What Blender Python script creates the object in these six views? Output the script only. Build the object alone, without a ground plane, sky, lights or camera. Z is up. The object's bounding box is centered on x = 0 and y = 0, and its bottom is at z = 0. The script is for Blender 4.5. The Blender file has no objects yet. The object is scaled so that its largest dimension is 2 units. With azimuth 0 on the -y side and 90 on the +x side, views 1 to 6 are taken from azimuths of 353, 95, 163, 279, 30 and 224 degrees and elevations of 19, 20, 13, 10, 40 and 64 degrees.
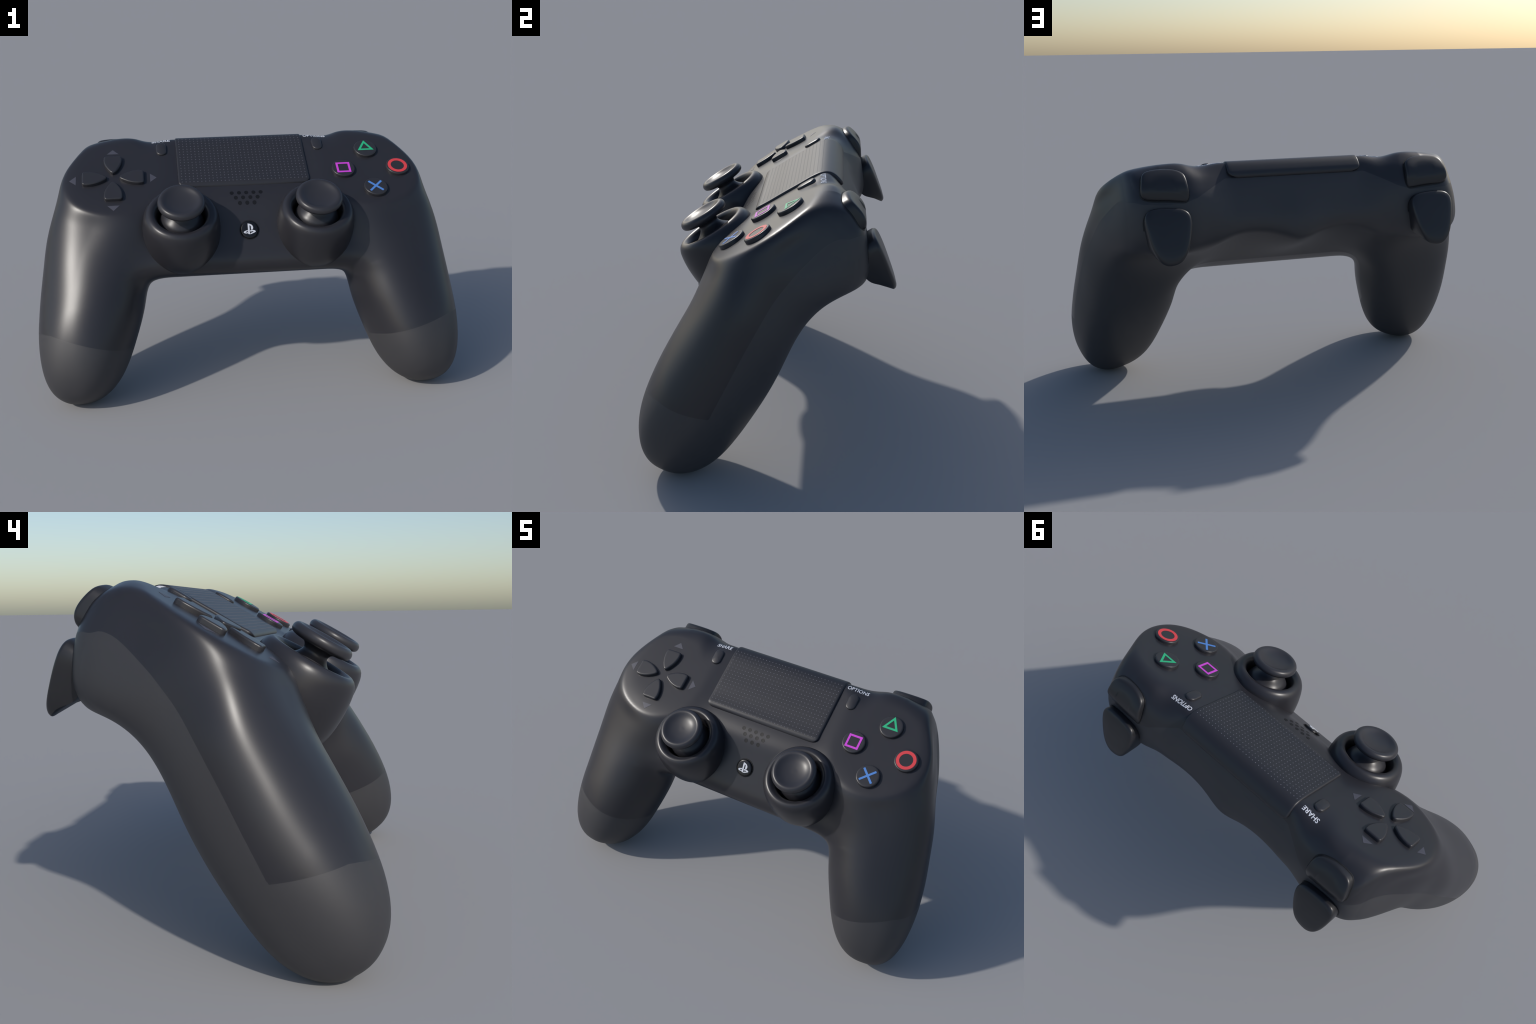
"""Black gamepad standing on its two grips, face tilted 30 degrees.
Everything is modelled in the pad's own frame (X across, Y from grips to
triggers, Z out of the button face) and hung from one tilted Empty."""
import bpy, math
import numpy as np

TILT = math.radians(30.0)

# ------------------------------------------------------------------ helpers
def spline(xk, yk):
    """natural cubic spline through knots, clamped outside"""
    xk = np.asarray(xk, float); yk = np.asarray(yk, float); n = len(xk); h = np.diff(xk)
    A = np.zeros((n, n)); r = np.zeros(n); A[0, 0] = A[-1, -1] = 1
    for i in range(1, n - 1):
        A[i, i-1] = h[i-1]; A[i, i] = 2*(h[i-1]+h[i]); A[i, i+1] = h[i]
        r[i] = 6*((yk[i+1]-yk[i])/h[i]-(yk[i]-yk[i-1])/h[i-1])
    m = np.linalg.solve(A, r)
    def f(x):
        x = np.clip(x, xk[0], xk[-1]); i = np.clip(np.searchsorted(xk, x)-1, 0, n-2)
        a = (xk[i+1]-x)/h[i]; b = (x-xk[i])/h[i]
        return a*yk[i]+b*yk[i+1]+((a**3-a)*m[i]+(b**3-b)*m[i+1])*h[i]**2/6
    return f

def smax(a, b, k):
    h = np.maximum(k-np.abs(a-b), 0)/k
    return np.maximum(a, b)+h*h*h*k/6

def smin(a, b, k):
    return -smax(-a, -b, k)

# ------------------------------------------------------------------ the body as a blend of volumes
# grip + side body: superellipse sections along an axis that leans 20 degrees
AXIS = math.radians(20.0)
KT = [-0.250, -0.100, 0.050, 0.200, 0.350, 0.500, 0.620, 0.740, 0.870, 1.000]          # stations along the axis
GRIP = dict(
    outer=[1.029, 1.009, 1.000, 0.991, 0.970, 0.945, 0.909, 0.872, 0.815, 0.773],
    inner=[0.606, 0.579, 0.542, 0.500, 0.476, 0.398, 0.371, 0.361, 0.358, 0.359],
    upper=[0.573, 0.590, 0.609, 0.632, 0.653, 0.690, 0.712, 0.719, 0.754, 0.752],
    lower=[0.172, 0.169, 0.187, 0.205, 0.232, 0.269, 0.272, 0.233, 0.128, 0.014],
    power=[2.4, 2.35, 2.25, 2.25, 2.4, 2.6, 2.8, 3.0, 3.0, 3.0],
    roll=[0.321, 0.328, 0.341, 0.332, 0.277, 0.202, 0.133, 0.077, 0.030, -0.024])
TIP_AT, TIP_LEN = .12, 0.380
PLATE_Z = .852
PLATE_C = (.622, .48)
BACK_Y = .815
# centre slab: where the lower rear ridge runs, by distance from the middle
KX = [0, .10, .22, .33, .43, .55, .70]
RIDGE_Z = [.474, .500, .520, .510, .495, .485, .480]
WAVE = [.0, .012, .020, .014, .004, 0.0, 0.0]             # scallops of the lower back
DECK_Y = [.03, .10, .15, .197, .25, .313, .364, .41, .47, .90]   # fall of the deck towards the front
DECK_Z = [.652, .703, .733, .760, .790, .826, .845, .853, .855, .855]
LIP = [0.056, 0.534]                                        # front lip: Y and Z
REAR_Z = [.40, .46, .50, .56, .63, .67, .71, .755, .80, .86]
REAR_Y = [.68, .735, .766, .795, .821, .828, .827, .823, .813, .800]
REAR_MID = [.675, .728, .753, .777, .786, .788, .787, .784, .780, .775]
STICK_C = (.316, .212)
DOME = [3.558, 0.103, 0.121]                                    # shoulder fall-off, rear corner rounding, dip beside the pad

def body(P):
    X, Y, Z = np.abs(P[..., 0]), P[..., 1], P[..., 2]
    c, s = math.cos(AXIS), math.sin(AXIS)
    T = Y*c+Z*s; N = -Y*s+Z*c
    ox, ix, tn, bn, q, ro = (spline(KT, GRIP[k])(T) for k in ('outer', 'inner', 'upper', 'lower', 'power', 'roll'))
    a = (ox-ix)/2; b = (tn-bn)/2; cx = (ox+ix)/2; cn = (tn+bn)/2
    cap = np.maximum(TIP_AT-T, 0)/TIP_LEN
    dx, dn = X-cx, N-cn                                   # section rolled outwards
    dx, dn = dx*np.cos(ro)-dn*np.sin(ro), dx*np.sin(ro)+dn*np.cos(ro)
    r = (np.abs(dx/a)**q+np.abs(dn/b)**q+cap**q+1e-9)**(1/q)
    w = (r-1)*np.minimum(a, b)
    # round flat plate under the keys
    dr = np.hypot(X-PLATE_C[0], Y-PLATE_C[1])
    disc = smax((dr-.230-.10*np.clip(PLATE_Z-Z, 0, .08))*.98, Z-PLATE_Z, .03)
    disc = smax(disc, .81-Z, .05)
    w = smin(w, disc, .07)
    # slab between the grips
    top = (Z-spline(DECK_Y, DECK_Z)(Y))*.9
    front = smax(LIP[0]-Y, -.79*(Y-LIP[0]-.055)-.61*(Z-LIP[1]-.008), .04)
    u = np.clip((Y-.26)/.45, 0, 1); u = u*u*(3-2*u)
    under = LIP[1]*(1-u)+spline([-k for k in KX[:0:-1]]+KX, RIDGE_Z[:0:-1]+RIDGE_Z)(X)*u-Z
    sl = smax(smax(top, front, .06), under, .08)
    sl = smax(sl, X-.62, .2)
    f = smin(w, sl, .14)
    wx = np.clip((X-.50)/.15, 0, 1); wx = wx*wx*(3-2*wx)
    wy = np.clip((Y-.44)/.16, 0, 1); wx = wx*wy*wy*(3-2*wy)
    f = smax(f, Z-.8525+wx*DOME[0]*np.clip(dr-.235, 0, .3)**2, .05)
    m = np.clip((X-.29)/.23, 0, 1); m = m*m*(3-2*m)       # the middle of the back is set in
    KM, mirror = [-k for k in KX[:0:-1]]+KX, lambda v: list(v[:0:-1])+list(v)
    Y = Y+spline(KM, mirror(WAVE))(X)*np.clip((.70-Z)/.18, 0, 1.2)
    rear = (Y-spline(REAR_Z, REAR_Y)(Z)*m-spline(REAR_Z, REAR_MID)(Z)*(1-m))*.95
    f = smax(f, rear, .06+DOME[2]*np.exp(-((X-.445)/.085)**2)+DOME[1]*np.clip((X-.62)/.12, 0, 1.3))
    # wells for the thumb sticks
    well = np.maximum(np.hypot(X-STICK_C[0], P[..., 1]-STICK_C[1])-.118, .66-Z)
    return np.maximum(f, -well)

def gradient(fn, P, h=1e-3):
    return np.stack([(fn(P+np.eye(3)[i]*h)-fn(P-np.eye(3)[i]*h))/(2*h) for i in range(3)], -1)

def surface_nets(fn, lo, hi, step):
    """mesh the zero level of fn with quads (naive surface nets)"""
    ax = [np.arange(l, h+step, step) for l, h in zip(lo, hi)]
    G = np.stack(np.meshgrid(*ax, indexing='ij'), -1)
    F = np.concatenate([fn(g) for g in np.array_split(G, 24)], 0)
    n = np.array(F.shape)
    neg = F < 0
    m = n-1
    cnt = np.zeros(m, int)
    acc = np.zeros(tuple(m)+(3,)); num = np.zeros(m)
    def sl(o): return tuple(slice(o[i], o[i]+m[i]) for i in range(3))
    corners = [(i, j, k) for i in (0, 1) for j in (0, 1) for k in (0, 1)]
    for A in corners:
        for axis in range(3):
            if A[axis]: continue
            Bc = list(A); Bc[axis] = 1
            fa, fb = F[sl(A)], F[sl(Bc)]
            cr = (fa < 0) != (fb < 0)
            t = np.where(cr, fa/np.where(cr, fa-fb, 1), 0)
            for i in range(3):
                acc[..., i] += np.where(cr, A[i]+(t if i == axis else 0), 0)
            num += cr
    act = num > 0
    idx = -np.ones(m, int); idx[act] = np.arange(act.sum())
    base = np.argwhere(act)
    V = np.array(lo)+step*(base+acc[act]/num[act][:, None])
    Q = []
    for axis in range(3):
        b, c = (axis+1) % 3, (axis+2) % 3
        s0 = [slice(1, n[i]-1) for i in range(3)]; s0[axis] = slice(0, n[axis]-1)
        s1 = list(s0); s1[axis] = slice(1, n[axis])
        a0, a1 = neg[tuple(s0)], neg[tuple(s1)]
        E = np.argwhere(a0 != a1); flip = a0[tuple(E.T)]
        off = np.ones(3, int); off[axis] = 0
        E = E+off
        def cell(db, dc):
            C = E.copy(); C[:, b] -= db; C[:, c] -= dc
            return idx[tuple(C.T)]
        q = np.stack([cell(1, 1), cell(0, 1), cell(0, 0), cell(1, 0)], 1)
        q[~flip] = q[~flip][:, ::-1]
        Q.append(q)
    return V, np.concatenate(Q)

def new_object(name, verts, faces, mat, parent, smooth=True, angle=None, normals=None):
    me = bpy.data.meshes.new(name)
    verts = np.asarray(verts, float)
    me.from_pydata([tuple(v) for v in verts], [], [tuple(int(i) for i in f) for f in faces])
    me.update()
    if smooth:
        me.shade_smooth()
        if angle is not None:
            me.set_sharp_from_angle(angle=math.radians(angle))
    if normals is not None:
        me.normals_split_custom_set_from_vertices([tuple(v) for v in normals])
    me.materials.append(mat)
    ob = bpy.data.objects.new(name, me)
    bpy.context.scene.collection.objects.link(ob)
    ob.parent = parent
    return ob

def twin(ob, name, x_shift=None):
    o = ob.copy(); o.name = name
    bpy.context.scene.collection.objects.link(o)
    return o

def rings_mesh(rings, cap_start=True, cap_end=True):
    """loft closed rings of equal length"""
    n = len(rings[0]); V = np.concatenate(rings); F = []
    for k in range(len(rings)-1):
        for i in range(n):
            j = (i+1) % n
            F.append((k*n+i, k*n+j, (k+1)*n+j, (k+1)*n+i))
    if cap_start: F.append(tuple(range(n))[::-1])
    if cap_end: F.append(tuple((len(rings)-1)*n+i for i in range(n)))
    return V, F

def lathe(profile, segs=72, centre=(0, 0)):
    """revolve (r, z) pairs; r = 0 ends are closed with a tiny ring"""
    a = np.linspace(0, 2*math.pi, segs, endpoint=False)
    rings = [np.stack([centre[0]+max(r, 1e-4)*np.cos(a), centre[1]+max(r, 1e-4)*np.sin(a), np.full(segs, z)], 1) for r, z in profile]
    return rings_mesh(rings)

def smooth_profile(pts, n=60):
    pts = np.array(pts, float)
    t = np.concatenate([[0], np.cumsum(np.linalg.norm(np.diff(pts, axis=0), axis=1))])
    u = np.linspace(0, t[-1], n)
    return np.stack([spline(t, pts[:, i])(u) for i in range(pts.shape[1])], 1)

def smooth_loop(pts, n=96):
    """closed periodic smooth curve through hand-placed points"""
    pts = np.array(pts, float); k = len(pts)
    ext = np.concatenate([pts[-4:], pts, pts[:5]])
    t = np.concatenate([[0], np.cumsum(np.linalg.norm(np.diff(ext, axis=0), axis=1)**.6)])
    u = np.linspace(t[4], t[4+k], n, endpoint=False)
    return np.stack([spline(t, ext[:, i])(u) for i in range(2)], 1)

def round_polygon(pts, radii, n=7):
    """polygon with filleted corners"""
    out = []; k = len(pts); pts = [np.array(p, float) for p in pts]
    for i in range(k):
        p, a, b = pts[i], pts[i-1], pts[(i+1) % k]
        da = (a-p)/np.linalg.norm(a-p); db = (b-p)/np.linalg.norm(b-p)
        half = math.acos(np.clip(da@db, -1, 1))/2
        r = radii[i] if hasattr(radii, '__len__') else radii
        tl = r/math.tan(half)
        p0, p1 = p+da*tl, p+db*tl
        for t in np.linspace(0, 1, n):
            out.append((1-t)**2*p0+2*t*(1-t)*p+t*t*p1)
    return np.array(out)

def inset(loop, d):
    """move a closed counter-clockwise 2D loop inwards by d"""
    e = np.roll(loop, -1, 0)-np.roll(loop, 1, 0)
    n = np.stack([-e[:, 1], e[:, 0]], 1); n /= np.linalg.norm(n, axis=1)[:, None]+1e-12
    return loop+n*d

def key_mesh(loop, z0, z1, bevel=.006, dome=0.0):
    """prism with a rounded upper edge"""
    L = lambda d, z: np.column_stack([inset(loop, d), np.full(len(loop), z)])
    rings = [L(-.001, z0), L(0, z1-bevel)]
    for t in np.linspace(0, math.pi/2, 6)[1:]:
        rings.append(L(bevel*(1-math.cos(t)), z1-bevel+bevel*math.sin(t)))
    last = inset(loop, bevel); last = loop.mean(0)+(last-loop.mean(0))*.86
    rings.append(np.column_stack([last, np.full(len(loop), z1+dome*.5)]))
    V, F = rings_mesh(rings, True, False)
    c = len(V); n = len(loop)
    V = np.vstack([V, [*loop.mean(0), z1+dome]])
    F += [((len(rings)-1)*n+i, (len(rings)-1)*n+(i+1) % n, c) for i in range(n)]
    return V, F

def top_height(x, y, fn=None):
    """height of the shell above (x, y)"""
    x = np.asarray(x, float); y = np.asarray(y, float)
    zs = np.linspace(.93, .55, 153)
    P = np.stack([np.broadcast_to(x[..., None], x.shape+(153,)), np.broadcast_to(y[..., None], x.shape+(153,)), np.broadcast_to(zs, x.shape+(153,))], -1)
    f = body(P); i = np.clip(np.argmax(f < 0, -1), 1, 152)
    fa = np.take_along_axis(f, (i-1)[..., None], -1)[..., 0]; fb = np.take_along_axis(f, i[..., None], -1)[..., 0]
    return zs[i-1]+(zs[i]-zs[i-1])*fa/(fa-fb)

# ------------------------------------------------------------------ materials
def plastic(name, col, rough, grain=0.0, scale=400.0, coat=0.0, spec=.5):
    m = bpy.data.materials.new(name); m.use_nodes = True
    nt = m.node_tree; b = nt.nodes['Principled BSDF']
    tc = nt.nodes.new('ShaderNodeTexCoord')
    nz = nt.nodes.new('ShaderNodeTexNoise'); nz.inputs['Scale'].default_value = scale; nz.inputs['Detail'].default_value = 3
    nt.links.new(tc.outputs['Object'], nz.inputs['Vector'])
    cr = nt.nodes.new('ShaderNodeValToRGB')
    cr.color_ramp.elements[0].position = .3; cr.color_ramp.elements[1].position = .7
    cr.color_ramp.elements[0].color = (*[c*.95 for c in col], 1); cr.color_ramp.elements[1].color = (*[c*1.05 for c in col], 1)
    nt.links.new(nz.outputs['Fac'], cr.inputs['Fac'])
    nt.links.new(cr.outputs['Color'], b.inputs['Base Color'])
    b.inputs['Roughness'].default_value = rough
    b.inputs['Specular IOR Level'].default_value = spec
    if coat: b.inputs['Coat Weight'].default_value = coat; b.inputs['Coat Roughness'].default_value = .08
    if grain:
        bp = nt.nodes.new('ShaderNodeBump'); bp.inputs['Strength'].default_value = grain; bp.inputs['Distance'].default_value = .001
        nt.links.new(nz.outputs['Fac'], bp.inputs['Height']); nt.links.new(bp.outputs['Normal'], b.inputs['Normal'])
    return m

M_UPPER = plastic('upper_shell_plastic', (.0255, .0250, .0300), .345)
M_LOWER = plastic('lower_shell_plastic', (.046, .045, .049), .50)
M_KEY = plastic('button_plastic', (.030, .0295, .034), .35)
M_PAD = plastic('touch_pad_plastic', (.025, .025, .030), .42)
M_DOT = plastic('touch_pad_dot_plastic', (.13, .13, .15), .5)
M_STICK = plastic('stick_rubber', (.033, .0325, .038), .36)
M_TRIG = plastic('trigger_plastic', (.021, .021, .024), .36)
M_HOLE = plastic('speaker_hole_dark', (.006, .006, .007), .45, spec=.35)
M_HOME = plastic('home_button_black', (.006, .006, .007), .28)
M_PRINT = plastic('white_print', (.72, .74, .80), .5)
M_ARROW = plastic('arrow_print', (.070, .070, .090), .5)
M_GREEN = plastic('triangle_green', (.03, .48, .22), .4)
M_RED = plastic('circle_red', (.72, .06, .07), .4)
M_BLUE = plastic('cross_blue', (.09, .25, .64), .4)
M_PINK = plastic('square_pink', (.66, .07, .68), .4)
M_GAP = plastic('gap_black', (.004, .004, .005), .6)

# ------------------------------------------------------------------ thing
root = bpy.data.objects.new('game_controller', None)
bpy.context.scene.collection.objects.link(root)
root.rotation_euler = (TILT, 0, 0)
root['label'] = 'black wireless gamepad with two thumb sticks, touch pad and coloured buttons'
root['category'] = 'game controller'

# ------------------------------------------------------------------ shells
V, Q = surface_nets(body, (-1.06, -.46, .06), (1.06, .88, .90), .010)
for _ in range(4):
    f = body(V); g = gradient(body, V)
    V = V-np.clip(f/np.maximum((g*g).sum(1), .05), -.004, .004)[:, None]*g
Nrm = gradient(body, V); Nrm /= np.linalg.norm(Nrm, axis=1)[:, None]+1e-12

SEAM_Y = [-.05, -.012, .107, .237, .362, .428, .493, .546, .60, .655, .709, .763, .80]
SEAM_Z = [.350, .376, .451, .531, .602, .636, .661, .678, .690, .700, .702, .683, .655]
RSEAM_X = [0, .33, .40, .47, .53, .62, .71, .78]
RSEAM_Z = [.752, .752, .705, .656, .634, .630, .638, .675]
def seam(P):
    X, Y, Z = np.abs(P[:, 0]), P[:, 1], P[:, 2]
    side = spline(SEAM_Y, SEAM_Z)(Y)
    rear = np.interp(X, RSEAM_X, RSEAM_Z)
    t = np.clip((Y-.74)/.04, 0, 1); t = t*t*(3-2*t)
    t = np.where(X < .72, np.where(Y > .62, 1, t), t)
    g1 = Z-(side*(1-t)+rear*t)
    g2 = (Y+.013+1.1*(Z-.375)+.42*np.maximum(.93-X, 0))*.62
    return np.minimum(g1, g2)

def split_by(V, N, Q, g):
    """cut triangles along g = 0; both sides share the border vertices"""
    T = np.concatenate([Q[:, [0, 1, 2]], Q[:, [0, 2, 3]]])
    g = np.where(np.abs(g) < 1e-5, 1e-5, g); V = list(map(tuple, V)); N = list(map(tuple, N)); cut = {}
    def mid(a, b):
        k = (min(a, b), max(a, b))
        if k not in cut:
            t = g[a]/(g[a]-g[b]); cut[k] = len(V)
            V.append(tuple(np.array(V[a])*(1-t)+np.array(V[b])*t)); n = np.array(N[a])*(1-t)+np.array(N[b])*t
            N.append(tuple(n/np.linalg.norm(n)))
        return cut[k]
    s = g > 0; cnt = s[T].sum(1)
    up = [tuple(t) for t in T[cnt == 3]]; lo = [tuple(t) for t in T[cnt == 0]]
    for t in T[(cnt > 0) & (cnt < 3)]:
        one = [i for i in range(3) if s[t[i]] != (s[t].sum() >= 2)][0]
        a, b, c = t[one], t[(one+1) % 3], t[(one+2) % 3]
        ab, ca = mid(a, b), mid(c, a)
        (up if s[a] else lo).append((a, ab, ca))
        (lo if s[a] else up).extend([(ab, b, c), (ab, c, ca)])
    return np.array(V), np.array(N), up, lo

def take(name, V, N, tris, mat):
    used, inv = np.unique(np.array(tris), return_inverse=True)
    return new_object(name, V[used], inv.reshape(-1, 3), mat, root, normals=N[used])

V2, N2, up, lo = split_by(V, Nrm, Q, seam(V))
take('upper_shell', V2, N2, up, M_UPPER)
take('lower_shell', V2, N2, lo, M_LOWER)

# ------------------------------------------------------------------ thumb sticks
POD = [(.0, .60), (.108, .60), (.1085, .70), (.110, .80), (.113, .850), (.119, .872), (.130, .884), (.143, .887), (.157, .880),
       (.169, .862), (.1765, .832), (.181, .790), (.181, .740), (.176, .690), (.162, .645), (.135, .605), (.08, .575), (.0, .565)]
inner = [POD[0], POD[1]]; outer = smooth_profile(POD[1:-1], 60)
pod_prof = [POD[0]]+[tuple(p) for p in outer]+[POD[-1]]
STICK = [(.107, .70), (.107, .78), (.101, .828), (.086, .856), (.066, .872), (.050, .888), (.044, .905), (.050, .917), (.070, .924),
         (.094, .927), (.104, .933), (.108, .944), (.105, .956), (.096, .964), (.087, .965), (.077, .961), (.060, .954), (.035, .949), (.012, .947), (0, .947)]
stick_prof = [tuple(p) for p in smooth_profile(STICK, 90)]
for side in (-1, 1):
    c = (side*STICK_C[0], STICK_C[1])
    Vp, Fp = lathe(pod_prof, 96, c)
    Fp = [f[::-1] for f in Fp]
    new_object('stick_housing', Vp, [f[::-1] for f in Fp], M_UPPER, root, angle=60)
    Vs, Fs = lathe(stick_prof, 96, c)
    new_object('thumb_stick', Vs, Fs, M_STICK, root, angle=60)

# ------------------------------------------------------------------ touch pad
PADP = [(.408, .832), (.4105, .843), (.4145, .849), (.4205, .8535), (.428, .8562), (.45, .857), (.55, .857), (.65, .857), (.715, .8560), (.748, .850), (.771, .8375), (.787, .816), (.795, .790), (.797, .768), (.792, .755), (.778, .749)]
def touch_pad():
    prof = smooth_profile(PADP, 120)
    dl = np.concatenate([[0], np.cumsum(np.linalg.norm(np.diff(prof, axis=0), axis=1))])
    L = dl[-1]; r0 = .034
    half = []
    for s in dl:
        e = min(s-.012, L-s-.014)
        if e < r0:
            e = max(e, 0); half.append(.316-r0+math.sqrt(max(r0*r0-(r0-e)**2, 0)))
        else: half.append(.316)
    half = np.array(half)
    tang = np.gradient(prof, axis=0); tang /= np.linalg.norm(tang, axis=1)[:, None]
    nor = np.stack([-tang[:, 1], tang[:, 0]], 1)
    # across: flat with rounded rims that drop along the profile normal
    us = [(-1, 0, -.03), (-1, 0, -.008)]
    for t in np.linspace(0, math.pi/2, 6)[1:]:
        us.append((-1, .008*(1-math.cos(t)), -.008+.008*math.sin(t)))
    inner_u = np.linspace(-1, 1, 41)
    cols = []
    for sgn, ins, drop in us: cols.append((lambda h, i=ins: -(h-i), drop))
    for u in inner_u[1:-1]: cols.append((lambda h, u=u: u*(h-.008), 0))
    for sgn, ins, drop in us[::-1]: cols.append((lambda h, i=ins: (h-i), drop))
    Vv = []; nc = len(cols)
    for k in range(len(prof)):
        for fx, drop in cols:
            p = prof[k]+nor[k]*drop
            Vv.append((fx(half[k]), p[0], p[1]))
    F = [(k*nc+i, k*nc+i+1, (k+1)*nc+i+1, (k+1)*nc+i) for k in range(len(prof)-1) for i in range(nc-1)]
    return new_object('touch_pad', Vv, F, M_PAD, root, angle=50)
pad = touch_pad()
# raised dots, square grid
PAD_CURVE = smooth_profile(PADP, 240); PAD_CURVE = PAD_CURVE[:int(PAD_CURVE[:, 0].argmax())]
dv, df = [], []
a6 = np.linspace(0, 2*math.pi, 6, endpoint=False)
for gy in np.linspace(.436, .742, 17):
    for gx in np.linspace(-.2985, .2985, 33):
        b = len(dv); z = float(np.interp(gy, PAD_CURVE[:, 0], PAD_CURVE[:, 1]))
        dv += [(gx+.0030*math.cos(a), gy+.0030*math.sin(a), z-.001) for a in a6]
        dv += [(gx+.0022*math.cos(a), gy+.0022*math.sin(a), z+.0005) for a in a6]
        df += [(b+i, b+(i+1) % 6, b+6+(i+1) % 6, b+6+i) for i in range(6)]+[tuple(b+6+i for i in range(6))]
dots = new_object('touch_pad_dots', dv, df, M_DOT, pad, smooth=False); dots['kind'] = 'stuff'

# ------------------------------------------------------------------ face buttons
KEY_TOP = .868
def flat_band(outer, inner, z0, z1):
    """raised printed band between two loops of equal length"""
    n = len(outer)
    col = lambda l, z: np.column_stack([l, np.full(n, z)])
    V = np.concatenate([col(outer, z0), col(outer, z1), col(inner, z1), col(inner, z0)])
    F = []
    for k in range(3):
        for i in range(n):
            j = (i+1) % n; F.append((k*n+i, k*n+j, (k+1)*n+j, (k+1)*n+i))
    return V, F
def prism(loop, z0, z1):
    n = len(loop); V = np.concatenate([np.column_stack([loop, np.full(n, z)]) for z in (z0, z1)])
    return V, [(i, (i+1) % n, n+(i+1) % n, n+i) for i in range(n)]+[tuple(n+i for i in range(n))]
def ngon(c, r, k, rot): 
    a = rot+np.arange(k)*2*math.pi/k
    return np.stack([c[0]+r*np.cos(a), c[1]+r*np.sin(a)], 1)
BTN_R = .0570
circ = lambda c, r, n=64: ngon(c, r, n, 0)
cx, cy = .6225, .48; D = .135
places = {'triangle': (cx, cy+D), 'circle': (cx+D, cy), 'cross': (cx, cy-D), 'square': (cx-D, cy)}
button_me = None
for kind, c in places.items():
    if button_me is None:
        Vb, Fb = key_mesh(circ((0, 0), BTN_R), .80, KEY_TOP, .006)
        ob = new_object('action_button', Vb, Fb, M_KEY, root, angle=45); button_me = ob.data
    else:
        ob = bpy.data.objects.new('action_button', button_me); bpy.context.scene.collection.objects.link(ob); ob.parent = root
    ob.location = (c[0], c[1], 0)
    z0, z1 = KEY_TOP-.001, KEY_TOP+.0012
    if kind == 'triangle':
        Vm, Fm = flat_band(ngon((0, .006), .0465, 3, math.pi/2), ngon((0, .006), .0265, 3, math.pi/2), z0, z1); mm = M_GREEN
    elif kind == 'circle':
        Vm, Fm = flat_band(circ((0, 0), .0475), circ((0, 0), .0325), z0, z1); mm = M_RED
    elif kind == 'square':
        Vm, Fm = flat_band(ngon((0, 0), .0485, 4, math.pi/4), ngon((0, 0), .0345, 4, math.pi/4), z0, z1); mm = M_PINK
    else:
        h = .0052; l = .044
        cr = np.array([(l, h), (h, h), (h, l), (-h, l), (-h, h), (-l, h), (-l, -h), (-h, -h), (-h, -l), (h, -l), (h, -h), (l, -h)])
        k = math.sqrt(.5); cr = np.stack([(cr[:, 0]-cr[:, 1])*k, (cr[:, 0]+cr[:, 1])*k], 1)
        Vm, Fm = prism(cr, z0, z1); mm = M_BLUE
    new_object(kind+'_symbol', Vm, Fm, mm, ob, smooth=False)

# ------------------------------------------------------------------ direction keys and printed arrows
half = np.array([(.0295, .0), (.0310, .0050), (.0440, .0170), (.062, .0280), (.087, .0385), (.114, .0435), (.134, .0440)])
side_curve = smooth_profile(half, 14)
corner = round_polygon([(.092, .0390), (.1455, .0440), (.1455, 0)], .015)[7:14]
upper_edge = np.vstack([side_curve[:-1], corner])
loop = np.vstack([upper_edge[:, :], np.flipud(upper_edge[1:] * [1, -1])])
loop = loop[::-1]           # counter-clockwise
dpad_me = None; dc = (-.6225, .4785)
for k in range(4):
    if dpad_me is None:
        Vd, Fd = key_mesh(loop, .80, .8705, .007)
        ob = new_object('direction_key', Vd, Fd, M_KEY, root, angle=45); dpad_me = ob.data
    else:
        ob = bpy.data.objects.new('direction_key', dpad_me)
        bpy.context.scene.collection.objects.link(ob); ob.parent = root
    ob.location = (dc[0], dc[1], 0); ob.rotation_euler = (0, 0, k*math.pi/2)

# ------------------------------------------------------------------ small pills and their lettering
def on_shell(V, lift):
    V = np.array(V, float); z = top_height(V[:, 0], V[:, 1])
    V[:, 2] = z+V[:, 2]+lift
    return V
def lettering(word, width, height, c):
    cu = bpy.data.curves.new(word.lower()+'_lettering', 'FONT'); cu.body = word; cu.size = 1; cu.align_x = 'CENTER'
    cu.offset = .011; cu.resolution_u = 4
    tmp = bpy.data.objects.new('tmp_text', cu); bpy.context.scene.collection.objects.link(tmp)
    dg = bpy.context.evaluated_depsgraph_get(); dg.update()
    me = bpy.data.meshes.new_from_object(tmp.evaluated_get(dg))
    V = np.array([v.co[:] for v in me.vertices]); F = [tuple(p.vertices) for p in me.polygons]
    bpy.data.objects.remove(tmp); bpy.data.curves.remove(cu); bpy.data.meshes.remove(me)
    lo_, hi_ = V.min(0), V.max(0)
    V[:, 0] = (V[:, 0]-(lo_[0]+hi_[0])/2)*width/(hi_[0]-lo_[0])+c[0]
    V[:, 1] = (V[:, 1]-(lo_[1]+hi_[1])/2)*height/(hi_[1]-lo_[1])+c[1]
    n = len(V); edges = {}
    for f in F:
        for i in range(len(f)):
            e = (f[i], f[(i+1) % len(f)])
            if (e[1], e[0]) in edges: del edges[(e[1], e[0])]
            else: edges[e] = 1
    V[:, 2] = 0; W = V.copy(); W[:, 2] = -.003
    allF = F+[(b, a, a+n, b+n) for a, b in edges]
    return on_shell(np.vstack([V, W]), .0012), allF
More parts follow.
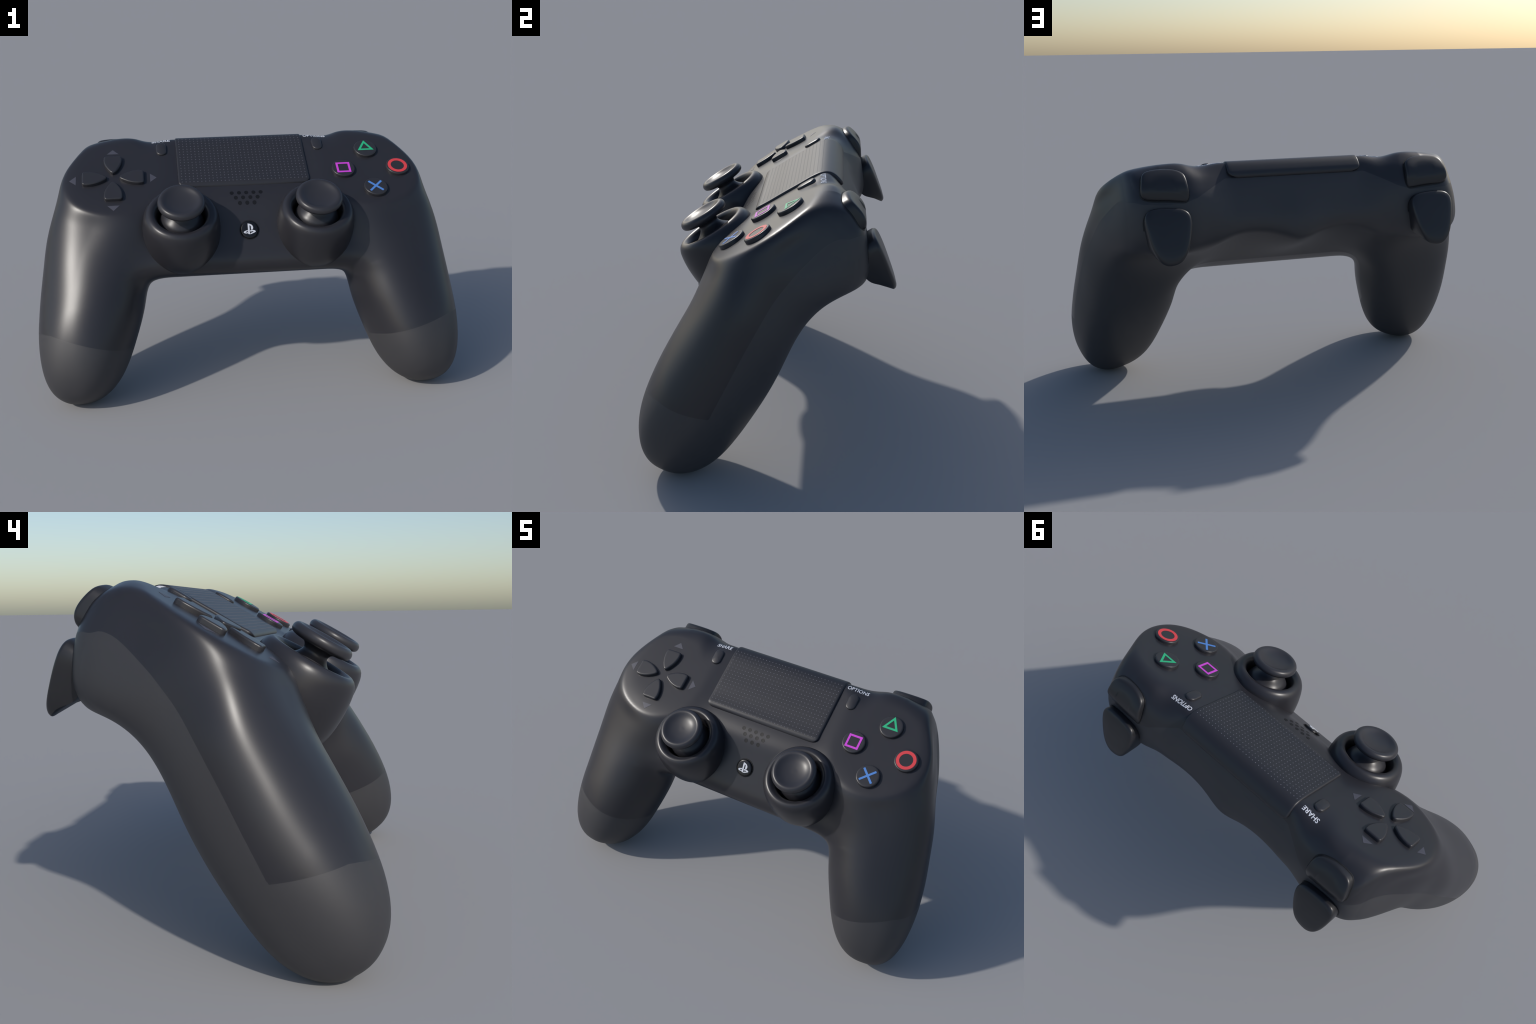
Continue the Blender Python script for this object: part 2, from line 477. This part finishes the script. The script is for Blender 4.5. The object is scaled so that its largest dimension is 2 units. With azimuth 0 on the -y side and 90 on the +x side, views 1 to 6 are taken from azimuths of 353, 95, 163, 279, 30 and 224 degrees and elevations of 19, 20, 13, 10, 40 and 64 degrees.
for side, word, w in ((-1, 'SHARE', .090), (1, 'OPTIONS', .114)):
    a = np.linspace(0, math.pi, 14)
    r, ln = .0255, .017
    pl = np.vstack([np.stack([r*np.cos(a), ln+r*np.sin(a)], 1), np.stack([-r*np.cos(a), -ln-r*np.sin(a)], 1)])
    base = float(top_height(np.array([side*.387]), np.array([.674]))[0])
    Vk, Fk = key_mesh(pl, -.03, .009, .007, .002)
    ob = new_object(word.lower()+'_button', Vk, Fk, M_KEY, root, angle=50); ob.location = (side*.387, .674, base)
    Vt, Ft = lettering(word, w, .0215, (side*.386, .747))
    new_object(word.lower()+'_lettering', Vt, Ft, M_PRINT, root, smooth=False)

# printed arrows outside each direction key, lying on the shell
for k in range(4):
    n = 6; rows = []; V = []; F = []
    for i in range(n+1):                                  # rows from the base to the point
        t = i/n; w = .0285*(1-t); m = n-i
        rows.append(len(V)); V += [(.174+.031*t, (-w+2*w*j/m) if m else 0.0) for j in range(m+1)]
    for i in range(n):
        m = n-i; p, q = rows[i], rows[i+1]
        F += [(p+j, q+j, p+j+1) for j in range(m)]+[(p+j+1, q+j, q+j+1) for j in range(m-1)]
    F = [f[::-1] for f in F]
    a = k*math.pi/2; V = np.array(V)
    V = np.column_stack([dc[0]+V[:, 0]*math.cos(a)-V[:, 1]*math.sin(a), dc[1]+V[:, 0]*math.sin(a)+V[:, 1]*math.cos(a), np.zeros(len(V))])
    c3 = len(V); W = V.copy(); W[:, 2] = -.003
    rim = [(rows[i], rows[i+1]) for i in range(n)]+[(rows[i+1]+n-i-1, rows[i]+n-i) for i in range(n)]+[(j+1, j) for j in range(n)]
    new_object('direction_arrow', on_shell(np.vstack([V, W]), .0008), F+[(p, q, q+c3, p+c3) for p, q in rim], M_ARROW, root, smooth=False)

# ------------------------------------------------------------------ speaker holes
k = 0
for row, (n, y) in enumerate(((5, .365), (4, .339), (3, .312))):
    for i in range(n):
        c = ((i-(n-1)/2)*.0345, y)
        Vh, Fh = prism(circ((0, 0), .0098, 20), -.004, 0)
        Vh[:, :2] += c
        new_object('speaker_hole', on_shell(Vh, .0005), Fh, M_HOLE, root, smooth=False)

# ------------------------------------------------------------------ home button with its mark
HOME_Y = .197
slope = math.radians(30)
hz = float(top_height(np.array([0.]), np.array([HOME_Y]))[0])
Vh, Fh = key_mesh(circ((0, 0), .043), -.03, .010, .008, .001)
home = new_object('home_button', Vh, Fh, M_HOME, root, angle=60)
home.location = (0, HOME_Y, hz); home.rotation_euler = (slope, 0, 0)
Vg, Fg = prism(circ((0, 0), .0475), -.02, .0012)
g = new_object('home_button_gap', Vg, Fg, M_GAP, home, smooth=False)
def mark(loop):
    Vm, Fm = prism(np.array(loop)[::-1] if area(loop) < 0 else np.array(loop), .009, .0122); return Vm, Fm
def area(l):
    l = np.array(l); x, y = l[:, 0], l[:, 1]; return float((x*np.roll(y, -1)-np.roll(x, -1)*y).sum())
# upright stroke + bowl of the P, then the two wings of the lying S
P_stem = [(-.0075, -.0215), (.0005, -.0240), (.0005, .0185), (.0025, .0190), (.0025, .026), (-.0075, .0285)]
P_bowl = [(.0020, .0265), (.0110, .0215), (.0160, .0150), (.0175, .0080), (.0160, .0010), (.0115, -.0020), (.0070, -.0010), (.0070, .0120), (.0060, .0165), (.0020, .0190)]
S_left = [(-.0090, -.0030), (-.0090, -.0080), (-.0195, -.0120), (-.0195, -.0140), (-.0150, -.0150), (-.0090, -.0130), (-.0090, -.0185), (-.0180, -.0195), (-.0265, -.0165), (-.0285, -.0125), (-.0230, -.0075)]
S_right = [(.0030, -.0045), (.0130, -.0030), (.0240, -.0060), (.0290, -.0100), (.0270, -.0140), (.0150, -.0195), (.0030, -.0240), (.0030, -.0185), (.0170, -.0130), (.0180, -.0110), (.0150, -.0095), (.0030, -.0115)]
mv, mf = [], []
for lp in (P_stem, P_bowl, S_left, S_right):
    a, b = mark(lp); mf += [tuple(i+len(mv) for i in f) for f in b]; mv += [tuple(v) for v in a]
new_object('home_button_mark', mv, mf, M_PRINT, home, smooth=False)

# ------------------------------------------------------------------ shoulder buttons and triggers
SHOULDER = [(.716, .675), (.7135, .725), (.705, .764), (.688, .783), (.655, .793), (.615, .797), (.575, .792), (.540, .778), (.521, .757), (.514, .715), (.511, .668), (.521, .642), (.55, .640), (.62, .647), (.695, .656)]
TRIGGER = [(.713, .575), (.698, .600), (.668, .611), (.625, .613), (.580, .609), (.545, .601), (.522, .582), (.514, .555), (.516, .520), (.527, .465), (.547, .410), (.572, .378), (.605, .364), (.640, .366), (.668, .388), (.690, .430), (.706, .490), (.714, .540)]
def shoulder(side):
    lp = smooth_loop(SHOULDER, 88); lp = lp if area(lp) > 0 else lp[::-1]
    rings = []
    face = spline([.64, .66, .685, .70, .75, .775, .795, .81], [.832, .840, .852, .8555, .850, .8430, .834, .819])
    for d, drop in ((0, .10), (0, .012), (.001, .0068), (.003, .0032), (.0065, .001), (.014, 0), (.035, -.001), (.055, -.001)):
        q = inset(lp, d) if d < .03 else lp.mean(0)+(inset(lp, .016)-lp.mean(0))*(1-(d-.016)*12)
        yy = face(q[:, 1])-drop
        rings.append(np.stack([side*q[:, 0], yy, q[:, 1]], 1))
    V, F = rings_mesh(rings)
    return V, (F if side < 0 else [f[::-1] for f in F])
def trigger(side):
    lp = smooth_loop(TRIGGER, 88); lp = lp if area(lp) > 0 else lp[::-1]
    face = spline([.36, .40, .45, .53, .61, .64], [.812, .822, .831, .844, .849, .848])
    rear = spline([.36, .39, .42, .45, .50, .62], [.796, .789, .770, .745, .735, .735])
    rings = []
    c = lp.mean(0)
    for d, k in ((.004, 'r'), (.001, .5), (0, -.014), (.002, -.0075), (.006, -.0035), (.012, -.001), (.03, 0), (.06, .001)):
        q = inset(lp, d) if d < .02 else c+(inset(lp, .012)-c)*(1-(d-.012)*9)
        fy, ry = face(q[:, 1]), rear(q[:, 1])
        if k == 'r': y = ry
        elif k == .5: y = ry+(fy-.016-ry)*.5
        else: y = fy+k
        if k != 'r': y = np.maximum(y, ry+.001)
        rings.append(np.stack([side*q[:, 0], y, q[:, 1]], 1))
    V, F = rings_mesh(rings)
    return V, (F if side < 0 else [f[::-1] for f in F])
def rear_depth(x, z):
    ys = np.linspace(.95, .55, 401)
    P = np.stack(np.broadcast_arrays(x[:, None], ys[None], z[:, None]), -1)
    f = body(P); i = np.clip(np.argmax(f < 0, -1), 1, 400); k = np.arange(len(x))
    return ys[i-1]+(ys[i]-ys[i-1])*f[k, i-1]/(f[k, i-1]-f[k, i])
def gap(points, side, width, floor=0.0):
    """thin near-black strip lying just proud of the shell around a key, left open below floor"""
    lp = smooth_loop(points, 120); lp = lp if area(lp) > 0 else lp[::-1]
    keep = lp[:, 1] > floor; closed = bool(keep.all())
    if not closed:
        k = int(np.argmin(keep)); lp = np.roll(lp, -k, 0); keep = np.roll(keep, -k)
    rings = []
    for d, lift in ((-width, -.003), (-width*.8, .0008), (.004, .0008), (.006, -.01)):
        q = inset(lp, d)[keep]; rings.append(np.stack([side*q[:, 0], rear_depth(q[:, 0], q[:, 1])+lift, q[:, 1]], 1))
    V, F = rings_mesh(rings, False, False)
    if not closed:
        n = int(keep.sum()); F = [f for f in F if not {0, n-1} <= {v % n for v in f}]
    return V, (F if side < 0 else [f[::-1] for f in F])
for side in (-1, 1):
    V_, F_ = shoulder(side); new_object('shoulder_button', V_, F_, M_TRIG, root, angle=40)
    V_, F_ = trigger(side); new_object('trigger', V_, F_, M_TRIG, root, angle=40)
    V_, F_ = gap(SHOULDER, side, .0055); new_object('shoulder_button_gap', V_, F_, M_GAP, root, angle=60)
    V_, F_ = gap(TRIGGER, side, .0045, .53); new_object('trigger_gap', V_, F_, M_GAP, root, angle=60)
